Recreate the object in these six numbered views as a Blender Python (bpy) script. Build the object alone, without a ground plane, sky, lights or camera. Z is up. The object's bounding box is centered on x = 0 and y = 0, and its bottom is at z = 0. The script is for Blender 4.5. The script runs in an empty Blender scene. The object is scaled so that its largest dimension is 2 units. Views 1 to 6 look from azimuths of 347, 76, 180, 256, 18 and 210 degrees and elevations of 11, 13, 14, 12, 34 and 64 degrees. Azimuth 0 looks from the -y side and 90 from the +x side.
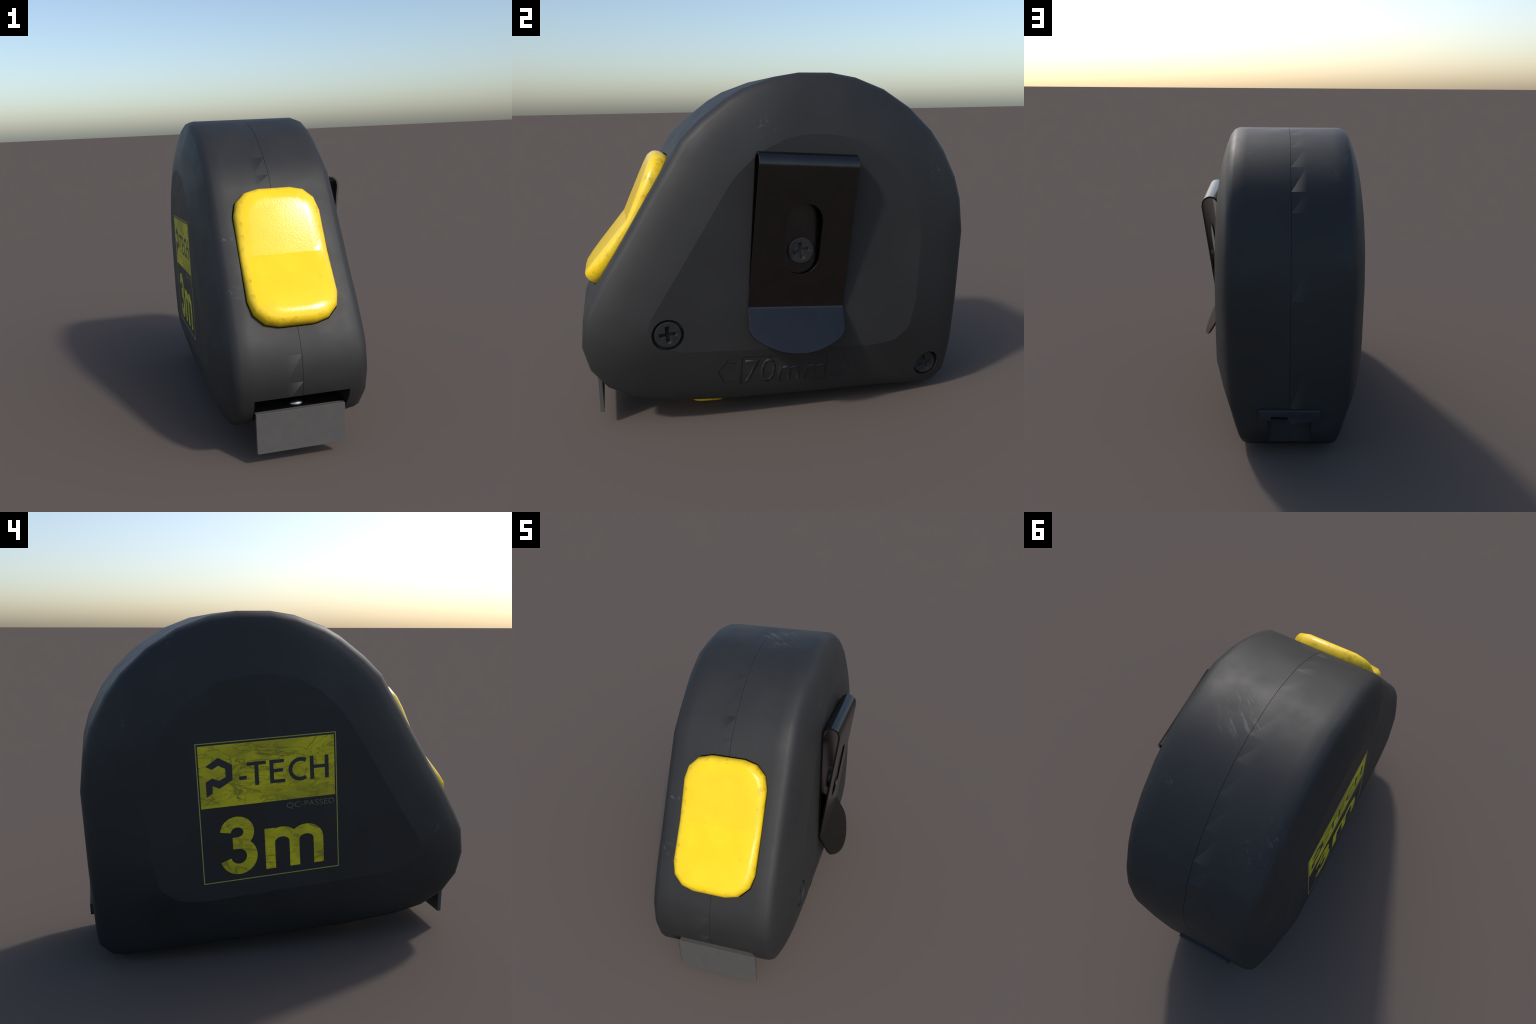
import bpy, bmesh, math, random
from mathutils import Vector, Matrix
from mathutils.bvhtree import BVHTree

random.seed(7)
CX = -0.0630                      # symmetry plane of the casing
TILT = math.radians(3.0)          # the whole tool leans back a little
CT, ST = math.cos(TILT), math.sin(TILT)

# ------------------------------------------------------------------ helpers
def new_obj(name, mesh, parent=None, mat=None):
    ob = bpy.data.objects.new(name, mesh)
    bpy.context.scene.collection.objects.link(ob)
    if parent:
        ob.parent = parent
    if mat:
        mesh.materials.clear()
        mesh.materials.append(mat)
    return ob

def mesh_from(name, verts, faces):
    me = bpy.data.meshes.new(name)
    me.from_pydata([tuple(v) for v in verts], [], faces)
    bm = bmesh.new(); bm.from_mesh(me)
    bmesh.ops.recalc_face_normals(bm, faces=bm.faces)
    bm.to_mesh(me); bm.free()
    return me

def box(name, lo, hi):
    x0, y0, z0 = lo; x1, y1, z1 = hi
    v = [(x0,y0,z0),(x1,y0,z0),(x1,y1,z0),(x0,y1,z0),(x0,y0,z1),(x1,y0,z1),(x1,y1,z1),(x0,y1,z1)]
    f = [(0,1,2,3),(4,5,6,7),(0,1,5,4),(1,2,6,5),(2,3,7,6),(3,0,4,7)]
    return mesh_from(name, v, f)

def prism(name, bottom, top):
    n = len(bottom)
    v = list(bottom) + list(top)
    f = [tuple(range(n)), tuple(range(n, 2*n))]
    f += [(i, (i+1) % n, n+(i+1) % n, n+i) for i in range(n)]
    return mesh_from(name, v, f)

def apply_mods(ob):
    dg = bpy.context.evaluated_depsgraph_get()
    me = bpy.data.meshes.new_from_object(ob.evaluated_get(dg))
    ob.modifiers.clear()
    ob.data = me
    return me

def drop(ob):
    bpy.data.objects.remove(ob, do_unlink=True)

def boolean(ob, cutters, op='DIFFERENCE'):
    for c in cutters:
        m = ob.modifiers.new('cut', 'BOOLEAN')
        m.operation = op; m.solver = 'EXACT'; m.object = c
    return apply_mods(ob)

def smooth(me, angle=35):
    for p in me.polygons:
        p.use_smooth = True
    me.set_sharp_from_angle(angle=math.radians(angle))

def bevel(ob, w, seg=2, angle=40):
    m = ob.modifiers.new('bevel', 'BEVEL')
    m.width = w; m.segments = seg; m.limit_method = 'ANGLE'; m.angle_limit = math.radians(angle)
    return apply_mods(ob)

# ---------------------------------------------------------------- materials
class Nodes:
    def __init__(self, name):
        self.mat = bpy.data.materials.new(name)
        self.mat.use_nodes = True
        self.nt = self.mat.node_tree
        self.bsdf = self.nt.nodes['Principled BSDF']
        self.co = self.add('ShaderNodeTexCoord').outputs['Object']
    def add(self, kind, **kw):
        n = self.nt.nodes.new(kind)
        for k, v in kw.items():
            setattr(n, k, v)
        return n
    def link(self, a, b):
        self.nt.links.new(a, b)
    def noise(self, scale, detail=4, rough=0.55, stretch=(1,1,1), rot=(0,0,0), dist=0.0):
        mp = self.add('ShaderNodeMapping')
        mp.inputs['Scale'].default_value = stretch
        mp.inputs['Rotation'].default_value = rot
        self.link(self.co, mp.inputs['Vector'])
        n = self.add('ShaderNodeTexNoise')
        n.inputs['Scale'].default_value = scale
        n.inputs['Detail'].default_value = detail
        n.inputs['Roughness'].default_value = rough
        n.inputs['Distortion'].default_value = dist
        self.link(mp.outputs[0], n.inputs['Vector'])
        return n.outputs['Fac']
    def ramp(self, fac, p0, p1, v0=0.0, v1=1.0):
        r = self.add('ShaderNodeMapRange')
        r.interpolation_type = 'SMOOTHSTEP'
        for k, v in zip(('From Min','From Max','To Min','To Max'), (p0,p1,v0,v1)):
            r.inputs[k].default_value = v
        self.link(fac, r.inputs['Value'])
        return r.outputs[0]
    def math(self, op, a, b):
        m = self.add('ShaderNodeMath', operation=op)
        for i, s in enumerate((a, b)):
            if isinstance(s, (int, float)): m.inputs[i].default_value = s
            else: self.link(s, m.inputs[i])
        return m.outputs[0]
    def mix(self, fac, a, b):
        m = self.add('ShaderNodeMix', data_type='RGBA')
        if isinstance(fac, (int, float)): m.inputs[0].default_value = fac
        else: self.link(fac, m.inputs[0])
        for i, s in ((6, a), (7, b)):
            if isinstance(s, tuple): m.inputs[i].default_value = (*s, 1)
            else: self.link(s, m.inputs[i])
        return m.outputs[2]
    def near(self, centre, radius, power_edge=0.5):
        d = self.add('ShaderNodeVectorMath', operation='DISTANCE')
        self.link(self.co, d.inputs[0]); d.inputs[1].default_value = centre
        return self.ramp(d.outputs['Value'], radius*power_edge, radius, 1.0, 0.0)
    def bump(self, height, strength, dist=0.01):
        b = self.add('ShaderNodeBump')
        b.inputs['Strength'].default_value = strength
        b.inputs['Distance'].default_value = dist
        self.link(height, b.inputs['Height'])
        self.link(b.outputs[0], self.bsdf.inputs['Normal'])
    def set(self, **kw):
        for k, v in kw.items():
            s = self.bsdf.inputs[k.replace('_', ' ')]
            if isinstance(v, tuple): s.default_value = (*v, 1)
            elif isinstance(v, (int, float)): s.default_value = v
            else: self.link(v, s)

def make_rubber():
    n = Nodes('casing_rubber')
    blotch = n.ramp(n.noise(3.2, 5), 0.35, 0.7)
    col = n.mix(blotch, (0.0190, 0.0192, 0.0197), (0.0225, 0.0225, 0.0228))
    # a patch of slanting drag marks on the crown beside the parting line
    mp = n.add('ShaderNodeMapping', vector_type='TEXTURE')
    mp.inputs['Rotation'].default_value = (0, 0, math.radians(139))
    mp.inputs['Scale'].default_value = (9.0, 1.0, 1.0)
    n.link(n.co, mp.inputs['Vector'])
    t = n.add('ShaderNodeTexNoise')
    t.inputs['Scale'].default_value = 75; t.inputs['Detail'].default_value = 5; t.inputs['Roughness'].default_value = 0.65
    n.link(mp.outputs[0], t.inputs['Vector'])
    streak = n.math('MULTIPLY', n.ramp(t.outputs['Fac'], 0.47, 0.62), n.ramp(n.noise(16, 4), 0.38, 0.60))
    streak = n.math('MULTIPLY', streak, n.near((0.015, 0.185, 1.722), 0.15, 0.45))
    # small rubbed spots where the shell has been knocked
    spots = None
    for c, r in (((-.361, .584, 1.613), .10), ((-.372, .700, 1.526), .08), ((.168, .574, 1.620), .08), ((-.300, .691, 1.541), .10),
                 ((-.435, .816, 1.226), .06), ((-.456, -.776, .629), .05), ((-.392, -.213, 1.616), .09), ((-.344, -.834, .865), .09),
                 ((-.338, -.664, 1.134), .06), ((.330, -.10, 1.48), .08), ((.32, .80, 1.25), .09), ((-.36, -.72, .20), .08)):
        m = n.near(c, r, 0.2)
        spots = m if spots is None else n.math('MAXIMUM', spots, m)
    rub = n.math('MULTIPLY', n.ramp(n.noise(38, 6, 0.7, (1, 1, 1), (0, 0, 0), 0.5), 0.55, 0.68), spots)
    speck = n.math('MULTIPLY', n.ramp(n.noise(60, 3, 0.6), 0.71, 0.78), 0.35)
    dust = n.math('MAXIMUM', n.math('MULTIPLY', n.math('MAXIMUM', streak, rub), 0.85), speck)
    col = n.mix(dust, col, (0.085, 0.085, 0.087))
    n.set(Base_Color=col, Roughness=n.ramp(n.noise(7, 6), 0.3, 0.75, 0.52, 0.60), Specular_IOR_Level=0.40)
    # bump noise on the crown, added to draw soft blotches of sheen
    soft = n.math('MULTIPLY', n.noise(9, 2, 0.4, (1, 0.6, 1)), n.math('MULTIPLY', n.near((-0.20, 0.04, 1.72), 0.26, 0.3), 1.2))
    h = n.math('ADD', n.math('ADD', n.math('MULTIPLY', n.noise(2.6, 3), 0.15), soft), n.math('MULTIPLY', dust, 0.8))
    n.bump(h, 0.07, 0.02)
    return n.mat

def make_yellow():
    n = Nodes('yellow_plastic')
    tone = n.ramp(n.noise(9, 5), 0.3, 0.75)
    col = n.mix(tone, (0.88, 0.595, 0.011), (0.90, 0.635, 0.015))
    grime = n.math('MULTIPLY', n.ramp(n.noise(30, 6, 0.7), 0.60, 0.76), 0.55)
    col = n.mix(n.math('MULTIPLY', grime, 0.5), col, (0.33, 0.21, 0.03))
    n.set(Base_Color=col, Roughness=0.18, Specular_IOR_Level=0.3)
    n.bump(n.noise(120, 2, 0.5), 0.10, 0.004)
    return n.mat

def make_yellow_edge():
    n = Nodes('yellow_plastic_worn')
    tone = n.ramp(n.noise(9, 5), 0.3, 0.75)
    col = n.mix(tone, (0.86, 0.575, 0.012), (0.89, 0.615, 0.02))
    grime = n.ramp(n.noise(22, 7, 0.72), 0.50, 0.68)
    col = n.mix(n.math('MULTIPLY', grime, 0.42), col, (0.22, 0.16, 0.012))
    n.set(Base_Color=col, Roughness=0.32, Specular_IOR_Level=0.5)
    n.bump(n.noise(60, 4, 0.6), 0.08, 0.006)
    return n.mat

def make_print(name, a, b, dark):
    n = Nodes(name)
    warp = n.noise(4.2, 6, 0.6, (1, 0.8, 1.35), (0.25, 0, 0), 0.5)
    col = n.mix(n.ramp(warp, 0.38, 0.62), tuple(0.45*x + 0.55*y for x, y in zip(a, dark)), a)
    for sc, st, rot, w, amt in ((5.0, (1, 0.75, 1.7), -0.3, 0.026, 0.9), (8.5, (1, 0.7, 1.9), 0.35, 0.034, 0.65)):
        ridge = n.math('ABSOLUTE', n.math('SUBTRACT', n.noise(sc, 4, 0.55, st, (rot, 0, 0), 0.8), 0.5), 0)
        gate = n.ramp(n.noise(3.0, 2, 0.5, (1, 1, 1), (rot, 0, 0)), 0.36, 0.52)
        col = n.mix(n.math('MULTIPLY', n.ramp(ridge, 0.0, w, amt, 0.0), gate), col, dark)
    col = n.mix(n.math('MULTIPLY', n.noise(12, 4), 0.3), col, b)
    n.set(Base_Color=col, Roughness=0.55, Specular_IOR_Level=0.35)
    return n.mat

def make_plain(name, col, rough=0.5, metal=0.0, spec=0.5, grain=0.0, scale=40):
    n = Nodes(name)
    c = n.mix(n.ramp(n.noise(scale, 5), 0.3, 0.7), tuple(v*(1-grain) for v in col), tuple(v*(1+grain) for v in col))
    n.set(Base_Color=c, Roughness=rough, Metallic=metal, Specular_IOR_Level=spec)
    return n.mat

RUBBER = make_rubber()
YELLOW = make_yellow()
YELLOW_EDGE = make_yellow_edge()
PRINT = make_print('printed_yellow', (0.66, 0.58, 0.015), (0.70, 0.63, 0.018), (0.17, 0.155, 0.016))
PRINT_FINE = make_plain('printed_hairline', (0.36, 0.36, 0.085), 0.55, grain=0.1)
PRINT_FAINT = make_plain('printed_faint_letters', (0.15, 0.155, 0.07), 0.55, grain=0.1)
PRINT_DARK = make_plain('print_black', (0.030, 0.031, 0.034), 0.5, spec=0.4, grain=0.05)
CHROME = make_plain('blackened_spring_steel', (0.070, 0.065, 0.063), 0.24, 1.0, grain=0.06, scale=14)
STEEL = make_plain('dull_steel', (0.086, 0.084, 0.082), 0.65, 0.0, 0.12, grain=0.04, scale=18)
SCREW = make_plain('blackened_screw', (0.018, 0.0185, 0.0195), 0.45, 0.0, 0.4, grain=0.25, scale=45)
RIVET = make_plain('polished_rivet', (0.35, 0.36, 0.38), 0.22, 1.0)
SHADE_BLACK = make_plain('painted_shade_black', (0.008, 0.008, 0.009), 0.7, 0.0, 0.2)  # near-black base colour, shadow of the openings put into the paint
DARKBAR = make_plain('strap_bar_plastic', (0.024, 0.026, 0.031), 0.5, 0.0, 0.4, grain=0.05)

# ------------------------------------------------------------------ root
root = bpy.data.objects.new('tape_measure', None)
bpy.context.scene.collection.objects.link(root)
root['label'] = 'compact dark grey tape measure with yellow buttons and belt clip'
root['category'] = 'tape measure'

# ------------------------------------------------------------------ casing
# each row: outline point (y, z), rim half width, matching corner of the flat side panel (y, z)
SECTION = [
    (( 0.0980, 1.7250), 0.3010, ( 0.085, 1.436)), (( 0.2600, 1.7236), 0.3001, ( 0.205, 1.438)),
    (( 0.3891, 1.6999), 0.3004, ( 0.290, 1.423)), (( 0.5383, 1.6426), 0.3003, ( 0.385, 1.399)),
    (( 0.6788, 1.5525), 0.3014, ( 0.475, 1.342)), (( 0.8006, 1.4387), 0.3029, ( 0.560, 1.274)),
    (( 0.8728, 1.3409), 0.3014, ( 0.610, 1.209)), (( 0.9468, 1.1965), 0.3002, ( 0.662, 1.125)),
    (( 0.9803, 1.0807), 0.3000, ( 0.690, 1.045)), (( 1.0006, 0.9050), 0.2971, ( 0.712, 0.915)),
    (( 0.9836, 0.5300), 0.2896, ( 0.695, 0.585)), (( 0.9669, 0.2803), 0.2762, ( 0.662, 0.440)),
    (( 0.9618, 0.1844), 0.2525, ( 0.640, 0.415)), (( 0.9503, 0.0985), 0.2336, ( 0.605, 0.388)),
    (( 0.8919, 0.0418), 0.2286, ( 0.570, 0.366)), (( 0.8300, 0.0317), 0.2298, ( 0.500, 0.355)),
    (( 0.5800, 0.0650), .2800, ( 0.430, 0.351)), (( 0.3000, 0.0780), .2950, ( 0.280, 0.361)), ((-0.0500, 0.0905), .3000, (-0.050, 0.384)),
    ((-0.3400, 0.1030), .3010, (-0.330, 0.402)), ((-0.6000, 0.1260), .3010, (-0.530, 0.414)),
    ((-0.7649, 0.1629), 0.3007, (-0.605, 0.440)), ((-0.8895, 0.2322), 0.3010, (-0.655, 0.473)),
    ((-0.9675, 0.3292), 0.3009, (-0.683, 0.508)), ((-0.9992, 0.4500), 0.2998, (-0.688, 0.545)),
    ((-0.9856, 0.5854), 0.3002, (-0.675, 0.587)), ((-0.9488, 0.6674), 0.3009, (-0.655, 0.620)),
    ((-0.8762, 0.8001), 0.3008, (-0.595, 0.710)), ((-0.7770, 0.9520), 0.3008, (-0.510, 0.842)),
    ((-0.6399, 1.1729), 0.3014, (-0.390, 1.031)), ((-0.5169, 1.3639), 0.3022, (-0.278, 1.207)),
    ((-0.4821, 1.4220), 0.3017, (-0.250, 1.245)), ((-0.3887, 1.5106), 0.2978, (-0.195, 1.298)),
    ((-0.2573, 1.6084), 0.2975, (-0.135, 1.350)), ((-0.1743, 1.6537), 0.3007, (-0.090, 1.376)),
    ((-0.0202, 1.7066), 0.3069, ( 0.000, 1.417)),
]
PANEL_HALF = 0.4135
NS = len(SECTION)

def ring_point(i, half_add, inset, flat=None):
    (oy, oz), h, (py, pz) = SECTION[i]
    d = Vector((py-oy, pz-oz)); d.normalize()
    x = flat if flat is not None else h + half_add
    return (x, oy + d.x*inset, oz + d.y*inset)

def casing_rings(side):
    rings = [[ring_point(i, 0, 0.0020, 0.0003) for i in range(NS)],
             [ring_point(i, 0, 0.0, 0.0010) for i in range(NS)]]
    rings.append([ring_point(i, 0, 0.0, 0.085) for i in range(NS)])
    rings.append([ring_point(i, 0, 0.0, 0.80*SECTION[i][1]) for i in range(NS)])
    for add, inset in ((0.0, 0.0), (0.0285, 0.0123), (0.0440, 0.0330), (0.0675, 0.0930), (0.0890, 0.1600)):
        rings.append([ring_point(i, add, inset) for i in range(NS)])
    rings.append([(PANEL_HALF, SECTION[i][2][0], SECTION[i][2][1]) for i in range(NS)])
    # the heel of the two shells is not quite alike: the label side is a little fuller
    heel = lambda i, x: (0.004 if side < 0 else 0.0) if 10 <= i <= 11 and x > 0.2 else 0.0
    return [[Vector((CX + side*(x + heel(i, x)), y, z)) for i, (x, y, z) in enumerate(r)] for r in rings[:-1]] + \
           [[Vector((CX + side*x, y, z)) for x, y, z in rings[-1]]]

class Reference:
    """triangles of the uncut casing half with the corner normals it should be shaded with"""
    def __init__(self, side):
        rings = casing_rings(side)
        self.verts = [v for r in rings for v in r]
        nr = len(rings)
        idx = lambda r, i: r*NS + i % NS
        tris, kinds = [], []
        for r in range(nr-1):
            for i in range(NS):
                a, b, c, d = idx(r,i), idx(r,i+1), idx(r+1,i+1), idx(r+1,i)
                for k, t in enumerate(((b, c, d), (a, b, d))):
                    tris.append(t if side < 0 else t[::-1]); kinds.append((r, i, k))
        self.cap_inner = tuple(idx(0,i) for i in range(NS))
        self.cap_panel = tuple(idx(nr-1,i) for i in range(NS))
        acc = [Vector() for _ in self.verts]
        fn = []
        cen = Vector((CX, 0.1, 0.85))
        for t in tris:
            p = [self.verts[j] for j in t]
            n = (p[1]-p[0]).cross(p[2]-p[0])
            if n.dot((p[0]+p[1]+p[2])/3 - cen) < 0: n = -n
            fn.append(n)
            n = n.normalized()
            for m in range(3):                # corner-angle weighted vertex normals
                e1 = (p[(m+1) % 3]-p[m]).normalized(); e2 = (p[(m+2) % 3]-p[m]).normalized()
                acc[t[m]] += n*math.acos(max(-1, min(1, e1.dot(e2))))
        self.normals = []
        for t, n, (r, i, k) in zip(tris, fn, kinds):
            if r == 0:
                self.normals.append([n.normalized()]*3)
                continue
            cn = []
            for j in t:
                a = acc[j].normalized()
                if r >= 1 and j // NS == 1:      # ignore the groove wall on the seam edge
                    a = acc[j + NS].normalized()
                cn.append(a)
            self.normals.append(cn)
        # baked light and dark triangles by the seam, drawn by tilting corner normals
        if side < 0:
            kink = {0: .10, 1: .15, 2: .12, 3: .22, 4: .55, 5: .75, 6: .25, 8: .3, 10: .35, 12: .3,
                    20: .5, 21: .3, 22: .9, 23: .7, 24: .2, 30: .35, 31: .5, 32: .12, 33: .3, 34: .12}
            for t_i, (t, (r, i, k)) in enumerate(zip(tris, kinds)):
                if r == 1 and k == 0 and i in kink:
                    (oy, oz) = SECTION[i][0]; (ny, nz) = SECTION[(i+1) % NS][0]
                    tang = Vector((0, ny-oy, nz-oz)).normalized() * (1 if i > 17 else -1)
                    for c, j in enumerate(t):
                        if j // NS == 1:
                            self.normals[t_i][c] = (self.normals[t_i][c] + tang*kink[i]).normalized()
        self.tris = tris
        self.tree = BVHTree.FromPolygons([tuple(v) for v in self.verts], tris)
    def surf_x(self, y, z, side):
        hit = self.tree.ray_cast(Vector((CX + side*2, y, z)), Vector((-side, 0, 0)))
        return hit[0].x if hit[0] else CX + side*PANEL_HALF
    def normal_at(self, p, centre, fnormal):
        q = p.lerp(centre, 0.02)
        loc, n, i, d = self.tree.find_nearest(q)
        if loc is None or d > 4e-4: return None
        t = [self.verts[j] for j in self.tris[i]]
        nn = self.normals[i]
        # barycentric weights at the true corner
        e0, e1, e2 = t[1]-t[0], t[2]-t[0], p - t[0]
        d00, d01, d11, d20, d21 = e0.dot(e0), e0.dot(e1), e1.dot(e1), e2.dot(e0), e2.dot(e1)
        den = d00*d11 - d01*d01
        if abs(den) < 1e-14: return None
        v = (d11*d20 - d01*d21)/den; w = (d00*d21 - d01*d20)/den
        v = min(max(v, 0), 1); w = min(max(w, 0), 1-v)
        out = (nn[0]*(1-v-w) + nn[1]*v + nn[2]*w).normalized()
        if out.dot(fnormal) < 0.70: return None
        return out

REF = {s: Reference(s) for s in (-1, 1)}

def casing_mesh(side):
    ref = REF[side]
    faces = list(ref.tris) + [ref.cap_inner, ref.cap_panel]
    return mesh_from('casing_half', ref.verts, faces)

def shade_casing(ob, side):
    me, ref = ob.data, REF[side]
    for p in me.polygons: p.use_smooth = True
    normals = [Vector((0, 0, 1))]*len(me.loops)
    for p in me.polygons:
        n = p.normal.copy(); c = p.center.copy()
        panel = abs(n.x) > 0.9995
        for li in p.loop_indices:
            q = me.vertices[me.loops[li].vertex_index].co
            r = None if panel else ref.normal_at(q, c, n)
            normals[li] = r if r else n
    me.normals_split_custom_set([tuple(n) for n in normals])

# frame of the front face that carries the big button: t runs down it, n points out of it
F0 = Vector((-0.481, 1.421)); FT = Vector((-0.538, -0.843)); FN = Vector((-0.843, 0.538))
def front(x, t, n):
    p = F0 + FT*t + FN*n
    return Vector((x, p.x, p.y))

def rounded_rect(hw, t0, t1, rad, seg=5):
    """outline points (s, t) going round; s across, t along"""
    pts = []
    for cx, cy, a0 in ((hw-rad, t1-rad, 0), (-hw+rad, t1-rad, 90), (-hw+rad, t0+rad, 180), (hw-rad, t0+rad, 270)):
        for k in range(seg+1):
            a = math.radians(a0 + 90*k/seg)
            pts.append((cx + rad*math.cos(a), cy + rad*math.sin(a)))
    return pts

def make_cutters():
    cut = []
    def add(me):
        ob = new_obj('cutter', me); cut.append(ob); return ob
    # mouth for the tape and its hook
    add(box('c', (-0.3075, -1.2, -0.2), (0.1845, -0.715, 0.370)))
    # strap notch in the heel
    add(box('c', (-0.181, 0.930, -0.2), (0.0535, 1.2, 0.25)))
    # pocket of the big button
    o = rounded_rect(0.2310+0.004, 0.094-0.005, 0.836+0.004, 0.143, 3)
    add(prism('c', [front(CX+s, t, -0.06) for s, t in o], [front(CX+s, t, 0.12) for s, t in o]))
    # counterbores of the two casing screws
    for (y, z, r, x0) in ((-0.594, 0.509, 0.079, 0.333), (0.815, 0.171, 0.075, 0.206)):
        c = [(y + r*math.cos(math.tau*k/20), z + r*math.sin(math.tau*k/20)) for k in range(20)]
        add(prism('c', [(x0, a, b) for a, b in c], [(0.6, a, b) for a, b in c]))
    return cut

casing_cutters = make_cutters()

# pressed size mark low on the right flank: a slanted tray with raised characters and two arrows
def mark_yz(u, w):
    return (-0.016 + u*CT + w*ST, 0.266 - u*ST + w*CT)

def flank_x(y, z):
    return REF[1].surf_x(y, z, 1)

# --------------------------------------------------- flat lettering helpers
def solid2d(me2d, fn, depth, cuts=()):
    """turn a filled flat mesh (u, v) into a thin solid; fn(u, v, d) places it"""
    bm = bmesh.new(); bm.from_mesh(me2d)
    bmesh.ops.remove_doubles(bm, verts=bm.verts, dist=1e-6)
    for c in cuts:                        # extra rows so the piece can follow a curved wall
        bmesh.ops.bisect_plane(bm, geom=bm.verts[:]+bm.edges[:]+bm.faces[:], plane_co=(0, c, 0), plane_no=(0, 1, 0))
    r = bmesh.ops.extrude_face_region(bm, geom=list(bm.faces))
    top = {v for v in r['geom'] if isinstance(v, bmesh.types.BMVert)}
    for v in bm.verts:
        v.co = Vector(fn(v.co.x, v.co.y, 0.0 if v in top else -depth))
    bmesh.ops.recalc_face_normals(bm, faces=bm.faces)
    me = bpy.data.meshes.new('flat'); bm.to_mesh(me); bm.free()
    return me

def poly2d(pts):
    me = bpy.data.meshes.new('p')
    me.from_pydata([(u, v, 0) for u, v in pts], [], [tuple(range(len(pts)))])
    bm = bmesh.new(); bm.from_mesh(me)
    bmesh.ops.triangulate(bm, faces=bm.faces, ngon_method='EAR_CLIP')
    bm.to_mesh(me); bm.free()
    return me

def band2d(path, width):
    """constant or varying width stroke along a path"""
    n = len(path); L, R = [], []
    for i, (x, y) in enumerate(path):
        a = path[max(i-1, 0)]; b = path[min(i+1, n-1)]
        d = Vector((b[0]-a[0], b[1]-a[1])).normalized()
        w = (width(i/(n-1)) if callable(width) else width)/2
        L.append((x - d.y*w, y + d.x*w)); R.append((x + d.y*w, y - d.x*w))
    me = bpy.data.meshes.new('b')
    me.from_pydata([(u, v, 0) for u, v in L+R], [], [(i, i+1, n+i+1, n+i) for i in range(n-1)])
    return me

def arc(cx, cy, rx, ry, a0, a1, n=18):
    return [(cx + rx*math.cos(math.radians(a0+(a1-a0)*k/n)), cy + ry*math.sin(math.radians(a0+(a1-a0)*k/n))) for k in range(n+1)]

def text2d(body, u0, u1, v0, v1, shear=0.0, offset=0.0, ref_h=None):
    cu = bpy.data.curves.new('t', 'FONT'); cu.body = body; cu.shear = shear; cu.offset = offset
    cu.resolution_u = 6
    ob = bpy.data.objects.new('t', cu); bpy.context.scene.collection.objects.link(ob)
    dg = bpy.context.evaluated_depsgraph_get()
    me = bpy.data.meshes.new_from_object(ob.evaluated_get(dg))
    drop(ob)
    xs = [v.co.x for v in me.vertices]; ys = [v.co.y for v in me.vertices]
    lo, hi = min(ys), max(ys)
    for v in me.vertices:
        v.co.x = u0 + (v.co.x - min(xs))/(max(xs)-min(xs))*(u1-u0)
        v.co.y = v0 + (v.co.y - lo)/(hi-lo)*(v1-v0)
        v.co.z = 0
    return me

def join(name, meshes):
    bm = bmesh.new()
    for m in meshes: bm.from_mesh(m)
    me = bpy.data.meshes.new(name); bm.to_mesh(me); bm.free()
    return me

def tray(me2d, depth):
    """cutter whose floor follows the flank at the given depth"""
    def fn(u, w, d):
        y, z = mark_yz(u, w)
        return (flank_x(y, z) - depth if d < 0 else 0.5, y, z)
    return new_obj('cutter', solid2d(me2d, fn, 1.0))

ARROW = [(-0.2930, 0.067), (-0.3440, 0.003), (-0.3050, -0.063), (-0.3045, -0.047),
         (-0.2555, -0.048), (-0.2475, 0.050), (-0.2920, 0.049)]
def frame_grid(tl, bl, br, tr, nu=18, nw=8):
    v, f = [], []
    for i in range(nu+1):
        for j in range(nw+1):
            a, b = i/nu, j/nw
            v.append((tl[0]*(1-a)*(1-b)+tr[0]*a*(1-b)+bl[0]*(1-a)*b+br[0]*a*b,
                      tl[1]*(1-a)*(1-b)+tr[1]*a*(1-b)+bl[1]*(1-a)*b+br[1]*a*b, 0))
    for i in range(nu):
        for j in range(nw):
            k = i*(nw+1)+j
            f.append((k, k+nw+1, k+nw+2, k+1))
    me = bpy.data.meshes.new('grid'); me.from_pydata(v, [], f)
    return me
mark_cutters = [tray(frame_grid((-0.225, 0.080), (-0.228, -0.080), (0.238, -0.090), (0.226, 0.075)), 0.0036),
                tray(poly2d(ARROW), 0.0032), tray(poly2d([(0.014 - u, -w - 0.012) for u, w in ARROW]), 0.0032)]

halves = []
for side in (1, -1):
    ob = new_obj('casing_half', casing_mesh(side), root)
    boolean(ob, casing_cutters + (mark_cutters if side > 0 else []))
    ob.data.name = 'casing_half'
    ob.data.materials.clear(); ob.data.materials.append(RUBBER)
    shade_casing(ob, side)
    halves.append(ob)
for c in casing_cutters + mark_cutters:
    drop(c)

# dark lining at the mouth's back, painted near-black for its deep shadow
shade_plate = new_obj('mouth_shadow_plate', box('mouth_shadow_plate', (-0.3065, -0.740, 0.185), (0.1835, -0.716, 0.3695)), root, SHADE_BLACK)

# raised characters inside the tray
def on_flank(u, w, d):
    y, z = mark_yz(u, w)
    return (flank_x(y, z) + d - 0.0021, y, z)
t = text2d('70mm', -0.206, 0.224, -0.074, 0.060, shear=0.03, offset=-0.008)
new_obj('size_mark', solid2d(t, on_flank, 0.007, [-0.07 + 0.01*k for k in range(14)]), root, RUBBER)

# ------------------------------------------------------------- printed label
LX = CX - PANEL_HALF
def on_panel(lift):
    def fn(u, v, d):
        return (LX - lift - d, 0.1208 - u*CT + v*ST, 0.799 + u*ST + v*CT)
    return fn

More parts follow.
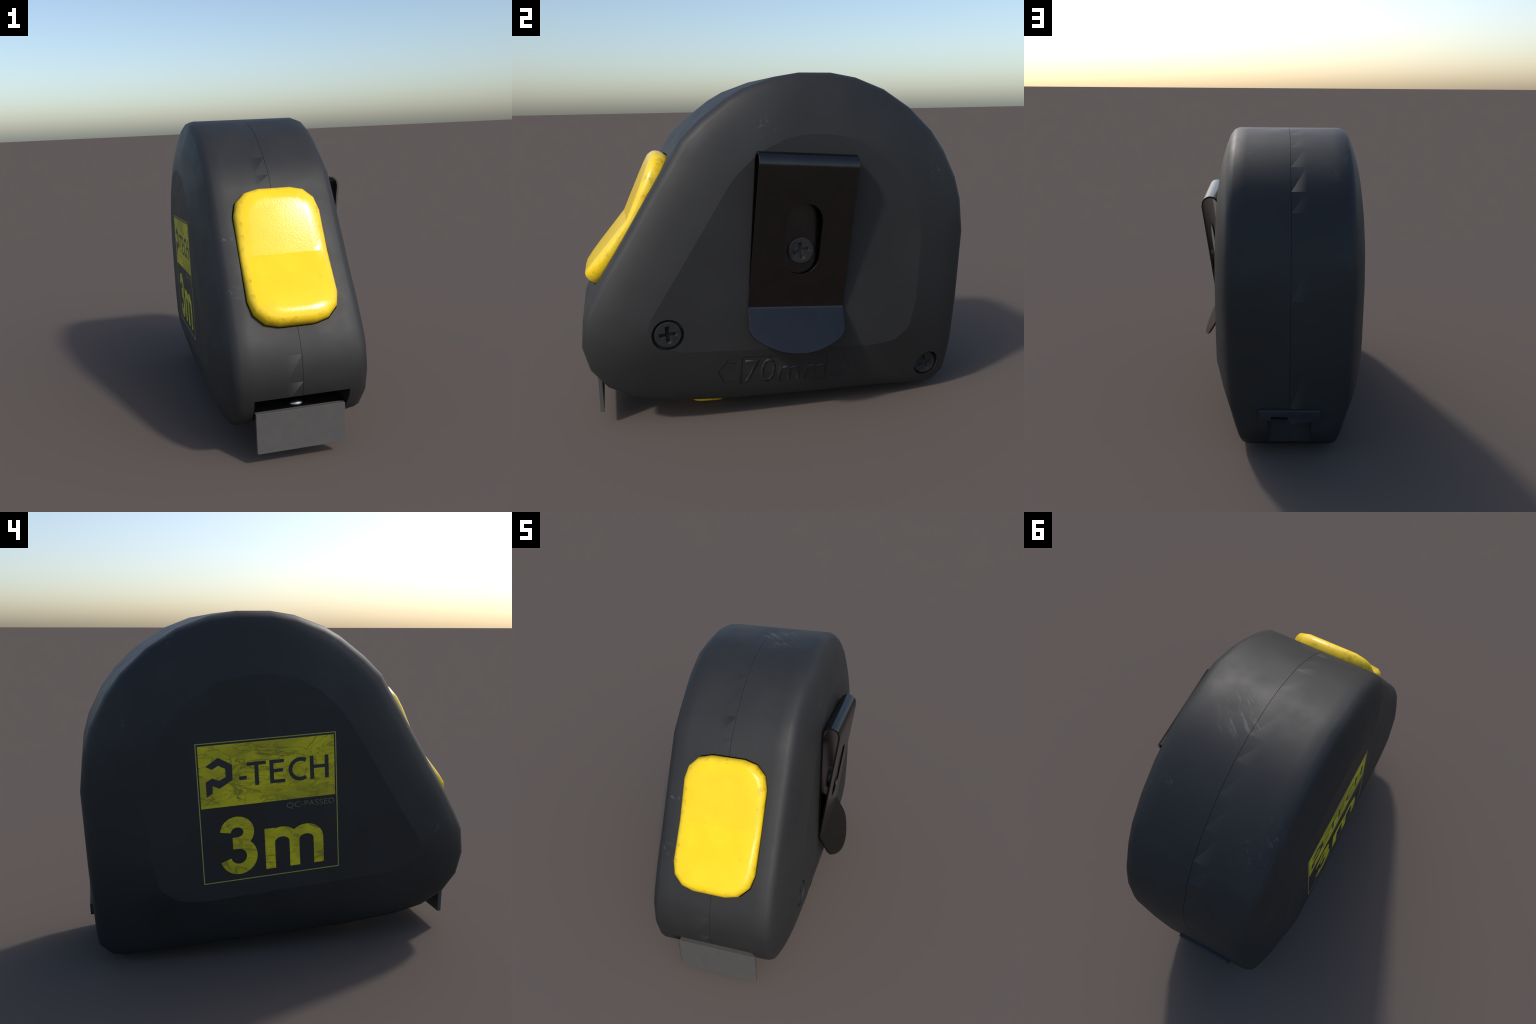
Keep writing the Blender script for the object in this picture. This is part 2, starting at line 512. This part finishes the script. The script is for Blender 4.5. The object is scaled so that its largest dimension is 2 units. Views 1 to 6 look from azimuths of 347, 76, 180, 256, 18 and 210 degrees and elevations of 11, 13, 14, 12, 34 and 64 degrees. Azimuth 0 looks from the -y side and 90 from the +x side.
fw, fh, ft = 0.344, 0.3443, 0.0044
bars = [((-fw, fh-ft), (fw, fh)), ((-fw, -fh), (fw, -fh+ft)), ((-fw, -fh+ft), (-fw+ft, fh-ft)), ((fw-ft, -fh+ft), (fw, fh-ft))]
frame = join('label', [solid2d(poly2d([(a[0], a[1]), (b[0], a[1]), (b[0], b[1]), (a[0], b[1])]), on_panel(0.0008), 0.002) for a, b in bars])
label = new_obj('label', frame, root, PRINT_FINE)
block = poly2d([(-0.333, 0.0325), (0.333, 0.0325), (0.333, 0.331), (-0.333, 0.331)])
new_obj('yellow_field', solid2d(block, on_panel(0.0008), 0.002), label, PRINT)

LOGO = [(-.3007,.2341),(-.2394,.2709),(-.1742,.2322),(-.1754,.1588),(-.2397,.1229),(-.2722,.1388),(-.2736,.1032),(-.3032,.0862),
        (-.3033,.1590),(-.2723,.1758),(-.2398,.1607),(-.2072,.1764),(-.2078,.2150),(-.2392,.2343),(-.2711,.2170)]
H = on_panel(0.0014)
def glyph(name, m, mat=PRINT_DARK, place=H, depth=0.001):
    return new_obj(name, solid2d(m, place, depth), label, mat)
glyph('logo', poly2d(LOGO))
glyph('hyphen', poly2d([(-.1435,.154),(-.107,.154),(-.107,.172),(-.1435,.172)]))
s = 0.0195
def rects_T(u0, u1, v0, v1):
    c = (u0+u1)/2
    return [(u0, v1-s*.85), (c-s/2, v1-s*.85), (c-s/2, v0), (c+s/2, v0), (c+s/2, v1-s*.85), (u1, v1-s*.85), (u1, v1), (u0, v1)]
def rects_E(u0, u1, v0, v1):
    m = (v0+v1)/2+.004; b = s*.85
    return [(u0, v0), (u1, v0), (u1, v0+b), (u0+s, v0+b), (u0+s, m-b/2), (u1-.010, m-b/2), (u1-.010, m+b/2), (u0+s, m+b/2), (u0+s, v1-b), (u1-.004, v1-b), (u1-.004, v1), (u0, v1)]
def rects_H(u0, u1, v0, v1):
    m = (v0+v1)/2+.004; b = s*.85
    return [(u0, v0), (u0+s, v0), (u0+s, m-b/2), (u1-s, m-b/2), (u1-s, v0), (u1, v0), (u1, v1), (u1-s, v1), (u1-s, m+b/2), (u0+s, m+b/2), (u0+s, v1), (u0, v1)]
glyph('letter', poly2d(rects_T(-.1045, -.011, .1215, .2355)))
glyph('letter', poly2d(rects_E(.0067, .082, .1215, .2355)))
cpath = arc(.1600, .178, .0510, .0485, 58, 302, 24)
glyph('letter', band2d(cpath, s*.95))
glyph('letter', poly2d(rects_H(.2077, .3027, .1215, .2355)))
glyph('small_lettering', text2d('QC-PASSED', .084, .3275, -.017, .016, offset=-0.010), PRINT_FAINT, on_panel(0.0008), 0.002)
# big "3m"
w3 = 0.053
up = arc(-.1680, -.1010, .0570, .0515, 176, -86, 26) + [(-.180, -.1525), (-.192, -.1525)]
dn = [(-.192, -.1580), (-.178, -.1580)] + arc(-.1650, -.2225, .0655, .0645, 88, -166, 26)
numeral = [solid2d(band2d(up, w3), on_panel(0.0008), 0.002)]
numeral.append(solid2d(band2d(dn, w3), on_panel(0.0010), 0.002))
new_obj('numeral', join('numeral', numeral), label, PRINT)
stems = [solid2d(poly2d([(-.033,-.307),(.017,-.307),(.017,-.1015),(-.033,-.1015)]), on_panel(0.0008), .002)]
for k, (a, b) in enumerate(((-.008, .116), (.116, .240))):
    path = arc((a+b)/2, -.176, (b-a)/2, .0510, 180, 0, 20) + [(b, -.307)]
    stems.append(solid2d(band2d(path, 0.0505), on_panel(0.0010 + 0.0002*k), .002))
new_obj('letter', join('letter_m', stems), label, PRINT)

# ------------------------------------------------------------- big button
def button_top(t):
    """height of the thumb face above the casing, dished to a crease in the middle"""
    P = [(0.08, 0.060), (0.140, 0.067), (0.464, 0.0215), (0.785, 0.066), (0.845, 0.060)]
    for (a, ha), (b, hb) in zip(P[:-1], P[1:]):
        if t <= b: return ha + (hb-ha)*max(0, (t-a))/(b-a)
    return P[-1][1]

def lofted_button(place, hw, t0, t1, rad, top, crease=None, base=-0.04, edge=0.034, seg=5, mid=None, shrink=0.0):
    """thumb button: walls, rolled edge and a face built from rows that run across it"""
    rows = []
    for k in range(seg+1):
        a = math.radians(90*k/seg); rows.append((t0 + rad - rad*math.cos(a), hw - rad + rad*math.sin(a)))
    t_mid = [t0 + rad + (t1-t0-2*rad)*k/6 for k in range(1, 6)]
    if crease: t_mid = [x for x in t_mid if abs(x-crease) > .05] + [crease]; t_mid.sort()
    rows += [(x, hw) for x in t_mid]
    for k in range(seg+1):
        a = math.radians(90*k/seg); rows.append((t1 - rad + rad*math.sin(a), hw - rad + rad*math.cos(a)))
    outline = [(w, t) for t, w in rows] + [(-w, t) for t, w in reversed(rows)]
    nr = len(rows)
    tc = (t0+t1)/2
    def ring(inset, h):
        out = []
        for s, t in outline:
            # pull the outline in by shrinking the rounded rectangle
            k = 1 - inset/hw; kt = 1 - inset/((t1-t0)/2)
            tt = tc + (t-tc)*kt
            if crease and abs(t-crease) < 1e-6: tt = crease
            out.append((s*k, tt, h))
        return out
    prof = [(0.0, None), (edge*.05, 0.40), (edge*.30, 0.74), (edge*.62, 0.90), (edge, 0.970), (edge*2.4, 1.0)]
    verts, faces = [], []
    n = len(outline)
    for inset, f in prof:
        for s, t, _ in ring(inset, 0):
            verts.append(place(s, t, base if f is None else top(t)*f))
    for r in range(len(prof)-1):
        for i in range(n):
            j = (i+1) % n
            faces.append((r*n+i, r*n+j, (r+1)*n+j, (r+1)*n+i))
    o = (len(prof)-1)*n
    cap_start = len(faces)
    for i in range(nr-1):
        faces.append((o+i, o+i+1, o+n-2-i, o+n-1-i))
    faces.append(tuple(range(n)))
    me = bpy.data.meshes.new('button')
    me.from_pydata([tuple(v) for v in verts], [], faces)
    ci = [i for i, (t, w) in enumerate(rows) if crease and abs(t-crease) < 1e-6]
    me.materials.append(YELLOW); me.materials.append(YELLOW_EDGE)
    for i, p in enumerate(me.polygons):
        p.use_smooth = True
        p.material_index = 0 if cap_start - n <= i < cap_start + nr-1 else 1
    bm = bmesh.new(); bm.from_mesh(me); bmesh.ops.recalc_face_normals(bm, faces=bm.faces)
    if ci:
        bm.verts.ensure_lookup_table()
        for va, vb in ((o + ci[0], o + n-1-ci[0]), (o + ci[0], o-n + ci[0]), (o + n-1-ci[0], o-1-ci[0])):
            va, vb = bm.verts[va], bm.verts[vb]
            for e in va.link_edges:
                if e.other_vert(va) is vb: e.smooth = False
    bm.to_mesh(me); bm.free()
    return me

def keep_mats(ob_mesh_name, name, me, parent):
    ob = bpy.data.objects.new(name, me); bpy.context.scene.collection.objects.link(ob); ob.parent = parent
    me.name = name
    return ob

keep_mats('', 'lock_button', lofted_button(lambda s, t, n: front(CX+s, t, n), 0.2310, 0.094, 0.836, 0.140, button_top, crease=0.464, seg=3), root)

# small release button in the sole; its flat face is what the front of the tool rests on
def sole(s, t, n):
    return Vector((CX + s, -0.362 + t*CT - n*ST*1.0, 0.004 - t*ST + (0.085 - n)*1.0))
keep_mats('', 'release_button', lofted_button(sole, 0.120, -0.10, 0.10, 0.05, lambda t: 0.085, base=-0.06, edge=0.012, seg=4), root)

# ------------------------------------------------------------- belt clip
CO = Vector((0.063, 0.887))            # (y, z) of the screw that holds the clip
def clip_place(x, u, w):
    c, s = math.cos(math.radians(4.0)), math.sin(math.radians(4.0))
    return Vector((x, CO.x + u*c + w*s, CO.y - u*s + w*c))
TH = 0.0105
XP = CX + PANEL_HALF                   # flat of the right panel
xb = XP + 0.001 + TH/2
xo = 0.4515
cxb, rb = (xb + xo)/2, (xo - xb)/2
spine = [(xb, -0.180, .243), (xb, 0.10, .243), (xb, 0.385, .243)]
for k in range(1, 8):
    a = math.radians(180 - 180*k/8)
    spine.append((cxb + rb*math.cos(a), 0.413 + rb*1.05*math.sin(a), .243))
spine += [(xo, 0.405, .243)]
xf = XP + TH*0.5 + 0.004
for k in range(1, 7):
    f = k/6
    spine.append((xo + (xf-xo)*f, 0.405 + (-0.283-0.405)*f, .243))
spine += [(xf + .0015, -0.291, .243), (xf + .005, -0.300, .243)]
for w, hw in ((-0.345, .243), (-0.391, .242), (-0.412, .232), (-0.428, .219), (-0.452, .178), (-0.472, .130), (-0.485, .085), (-0.493, .035)):
    f = (-0.300 - w)/(0.493-0.300)
    spine.append((xf + .005 + (0.472 - xf - .005)*f, w, hw))
verts, faces = [], []
NC = 6
for x, w, hw in spine:
    for k in range(NC+1):
        verts.append(clip_place(x, -0.002 + hw*(2*k/NC-1), w))
for r in range(len(spine)-1):
    for k in range(NC):
        a = r*(NC+1)+k
        faces.append((a, a+1, a+NC+2, a+NC+1))
me = bpy.data.meshes.new('belt_clip'); me.from_pydata([tuple(v) for v in verts], [], faces)
clip = new_obj('belt_clip', me, root, CHROME)
m = clip.modifiers.new('thick', 'SOLIDIFY'); m.thickness = TH; m.offset = 0; m.use_even_offset = True
apply_mods(clip)
slot = []
for k in range(9):
    a = math.radians(180*k/8); slot.append((.088*math.cos(a), .147 + .088*math.sin(a)))
for k in range(9):
    a = math.radians(180 + 180*k/8); slot.append((.088*math.cos(a), -.032 + .088*math.sin(a)))
cutter = new_obj('cutter', prism('c', [clip_place(XP+.016, u, w) for u, w in slot], [clip_place(.6, u, w) for u, w in slot]))
boolean(clip, [cutter]); drop(cutter)
bevel(clip, 0.0022, 2, 50)
smooth(clip.data, 50)
m = clip.modifiers.new('weighted', 'WEIGHTED_NORMAL'); m.keep_sharp = True; m.weight = 80
apply_mods(clip)
clip.data.name = 'belt_clip'

# ------------------------------------------------------------- screws
def screw_mesh(r, h):
    bm = bmesh.new()
    prof = [(r, -h), (r, -0.006), (r*.965, -0.0015), (r*.90, 0.0), ]
    n = 24; rings = []
    for pr, px in prof:
        rings.append([bm.verts.new((px, pr*math.cos(math.tau*k/n), pr*math.sin(math.tau*k/n))) for k in range(n)])
    for a, b in zip(rings[:-1], rings[1:]):
        for k in range(n): bm.faces.new((a[k], a[(k+1) % n], b[(k+1) % n], b[k]))
    bm.faces.new(rings[0]); bm.faces.new(rings[-1])
    bmesh.ops.recalc_face_normals(bm, faces=bm.faces)
    me = bpy.data.meshes.new('screw'); bm.to_mesh(me); bm.free()
    ob = new_obj('s', me, None, SCREW)
    L, W, D = r*.82, r*.17, r*.17
    c = []
    for sw in (0, 1):
        lo = [(-D, -L*.62, -W*.7), (-D, L*.62, -W*.7), (-D, L*.62, W*.7), (-D, -L*.62, W*.7)]
        hi = [(.02, -L*1.05, -W*1.25), (.02, L*1.05, -W*1.25), (.02, L*1.05, W*1.25), (.02, -L*1.05, W*1.25)]
        if sw:
            lo = [(x, -z, y) for x, y, z in lo]; hi = [(x, -z, y) for x, y, z in hi]
        c.append(new_obj('cutter', prism('c', lo, hi)))
    boolean(ob, c)
    bevel(ob, 0.0018, 2, 35)
    for x in c: drop(x)
    smooth(ob.data, 40)
    m = ob.modifiers.new('weighted', 'WEIGHTED_NORMAL'); m.keep_sharp = True; m.weight = 80
    me = apply_mods(ob); me.materials.clear(); me.materials.append(SCREW)
    drop(ob)
    return me

sm = screw_mesh(0.066, 0.04); sm.name = 'screw'
for (x, y, z, ang, sc) in ((0.345, -0.594, 0.509, 4, 1.02), (0.230, 0.815, 0.171, 16, 1.0), (XP + 0.0125 + 0.017, 0.064, 0.884, 12, 0.99)):
    ob = bpy.data.objects.new('screw', sm); bpy.context.scene.collection.objects.link(ob)
    ob.parent = root; ob.location = (x, y, z); ob.rotation_euler = (math.radians(ang), 0, 0); ob.scale = (1, sc, sc)

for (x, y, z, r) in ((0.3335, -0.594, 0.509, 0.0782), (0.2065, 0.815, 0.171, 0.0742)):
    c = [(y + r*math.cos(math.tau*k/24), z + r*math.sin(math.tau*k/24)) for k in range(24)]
    new_obj('counterbore_dark_disk', prism('counterbore_dark_disk', [(x-.001, a, b) for a, b in c], [(x+.0012, a, b) for a, b in c]), root, SHADE_BLACK)

# ------------------------------------------------------------- hook and rivet
hook = new_obj('hook_tab', join('hook_tab', [box('h', (-0.2955, -0.9405, 0.0730), (0.1700, -0.9195, 0.2850)),
                                            box('h2', (-0.2955, -0.9190, 0.2640), (0.1700, -0.9100, 0.2846))]), root, STEEL)
bevel(hook, 0.0015, 1); hook.data.name = 'hook_tab'
new_obj('black_tongue', box('black_tongue', (-0.2945, -0.9090, 0.2640), (0.1690, -0.7420, 0.2770)), hook, SHADE_BLACK)
bm = bmesh.new()
bmesh.ops.create_uvsphere(bm, u_segments=20, v_segments=10, radius=0.050)
for v in bm.verts:
    v.co = Vector((CX + v.co.x, -0.832 + v.co.y, 0.277 + max(v.co.z, -0.01)*0.75))
me = bpy.data.meshes.new('rivet'); bm.to_mesh(me); bm.free(); smooth(me, 60)
new_obj('rivet', me, hook, RIVET)

# ------------------------------------------------------------- strap bar at the heel
bar = new_obj('strap_bar', prism('strap_bar',
    [(-0.229, 0.90, 0.292), (-0.229, 0.983, 0.291), (-0.229, 0.9875, 0.285), (-0.229, 0.985, 0.233), (-0.229, 0.90, 0.233)],
    [(0.102, 0.90, 0.292), (0.102, 0.983, 0.291), (0.102, 0.9875, 0.285), (0.102, 0.985, 0.233), (0.102, 0.90, 0.233)]), root, DARKBAR)
gap = new_obj('cutter', box('c', (-0.054, 0.95, 0.2350), (0.038, 1.1, 0.2530)))
boolean(bar, [gap]); drop(gap)
bevel(bar, 0.002, 2); bar.data.name = 'strap_bar'; smooth(bar.data, 35)
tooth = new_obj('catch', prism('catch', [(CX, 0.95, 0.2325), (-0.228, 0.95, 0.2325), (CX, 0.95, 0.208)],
                                       [(CX, 0.981, 0.2325), (-0.228, 0.981, 0.2325), (CX, 0.981, 0.208)]), bar, DARKBAR)
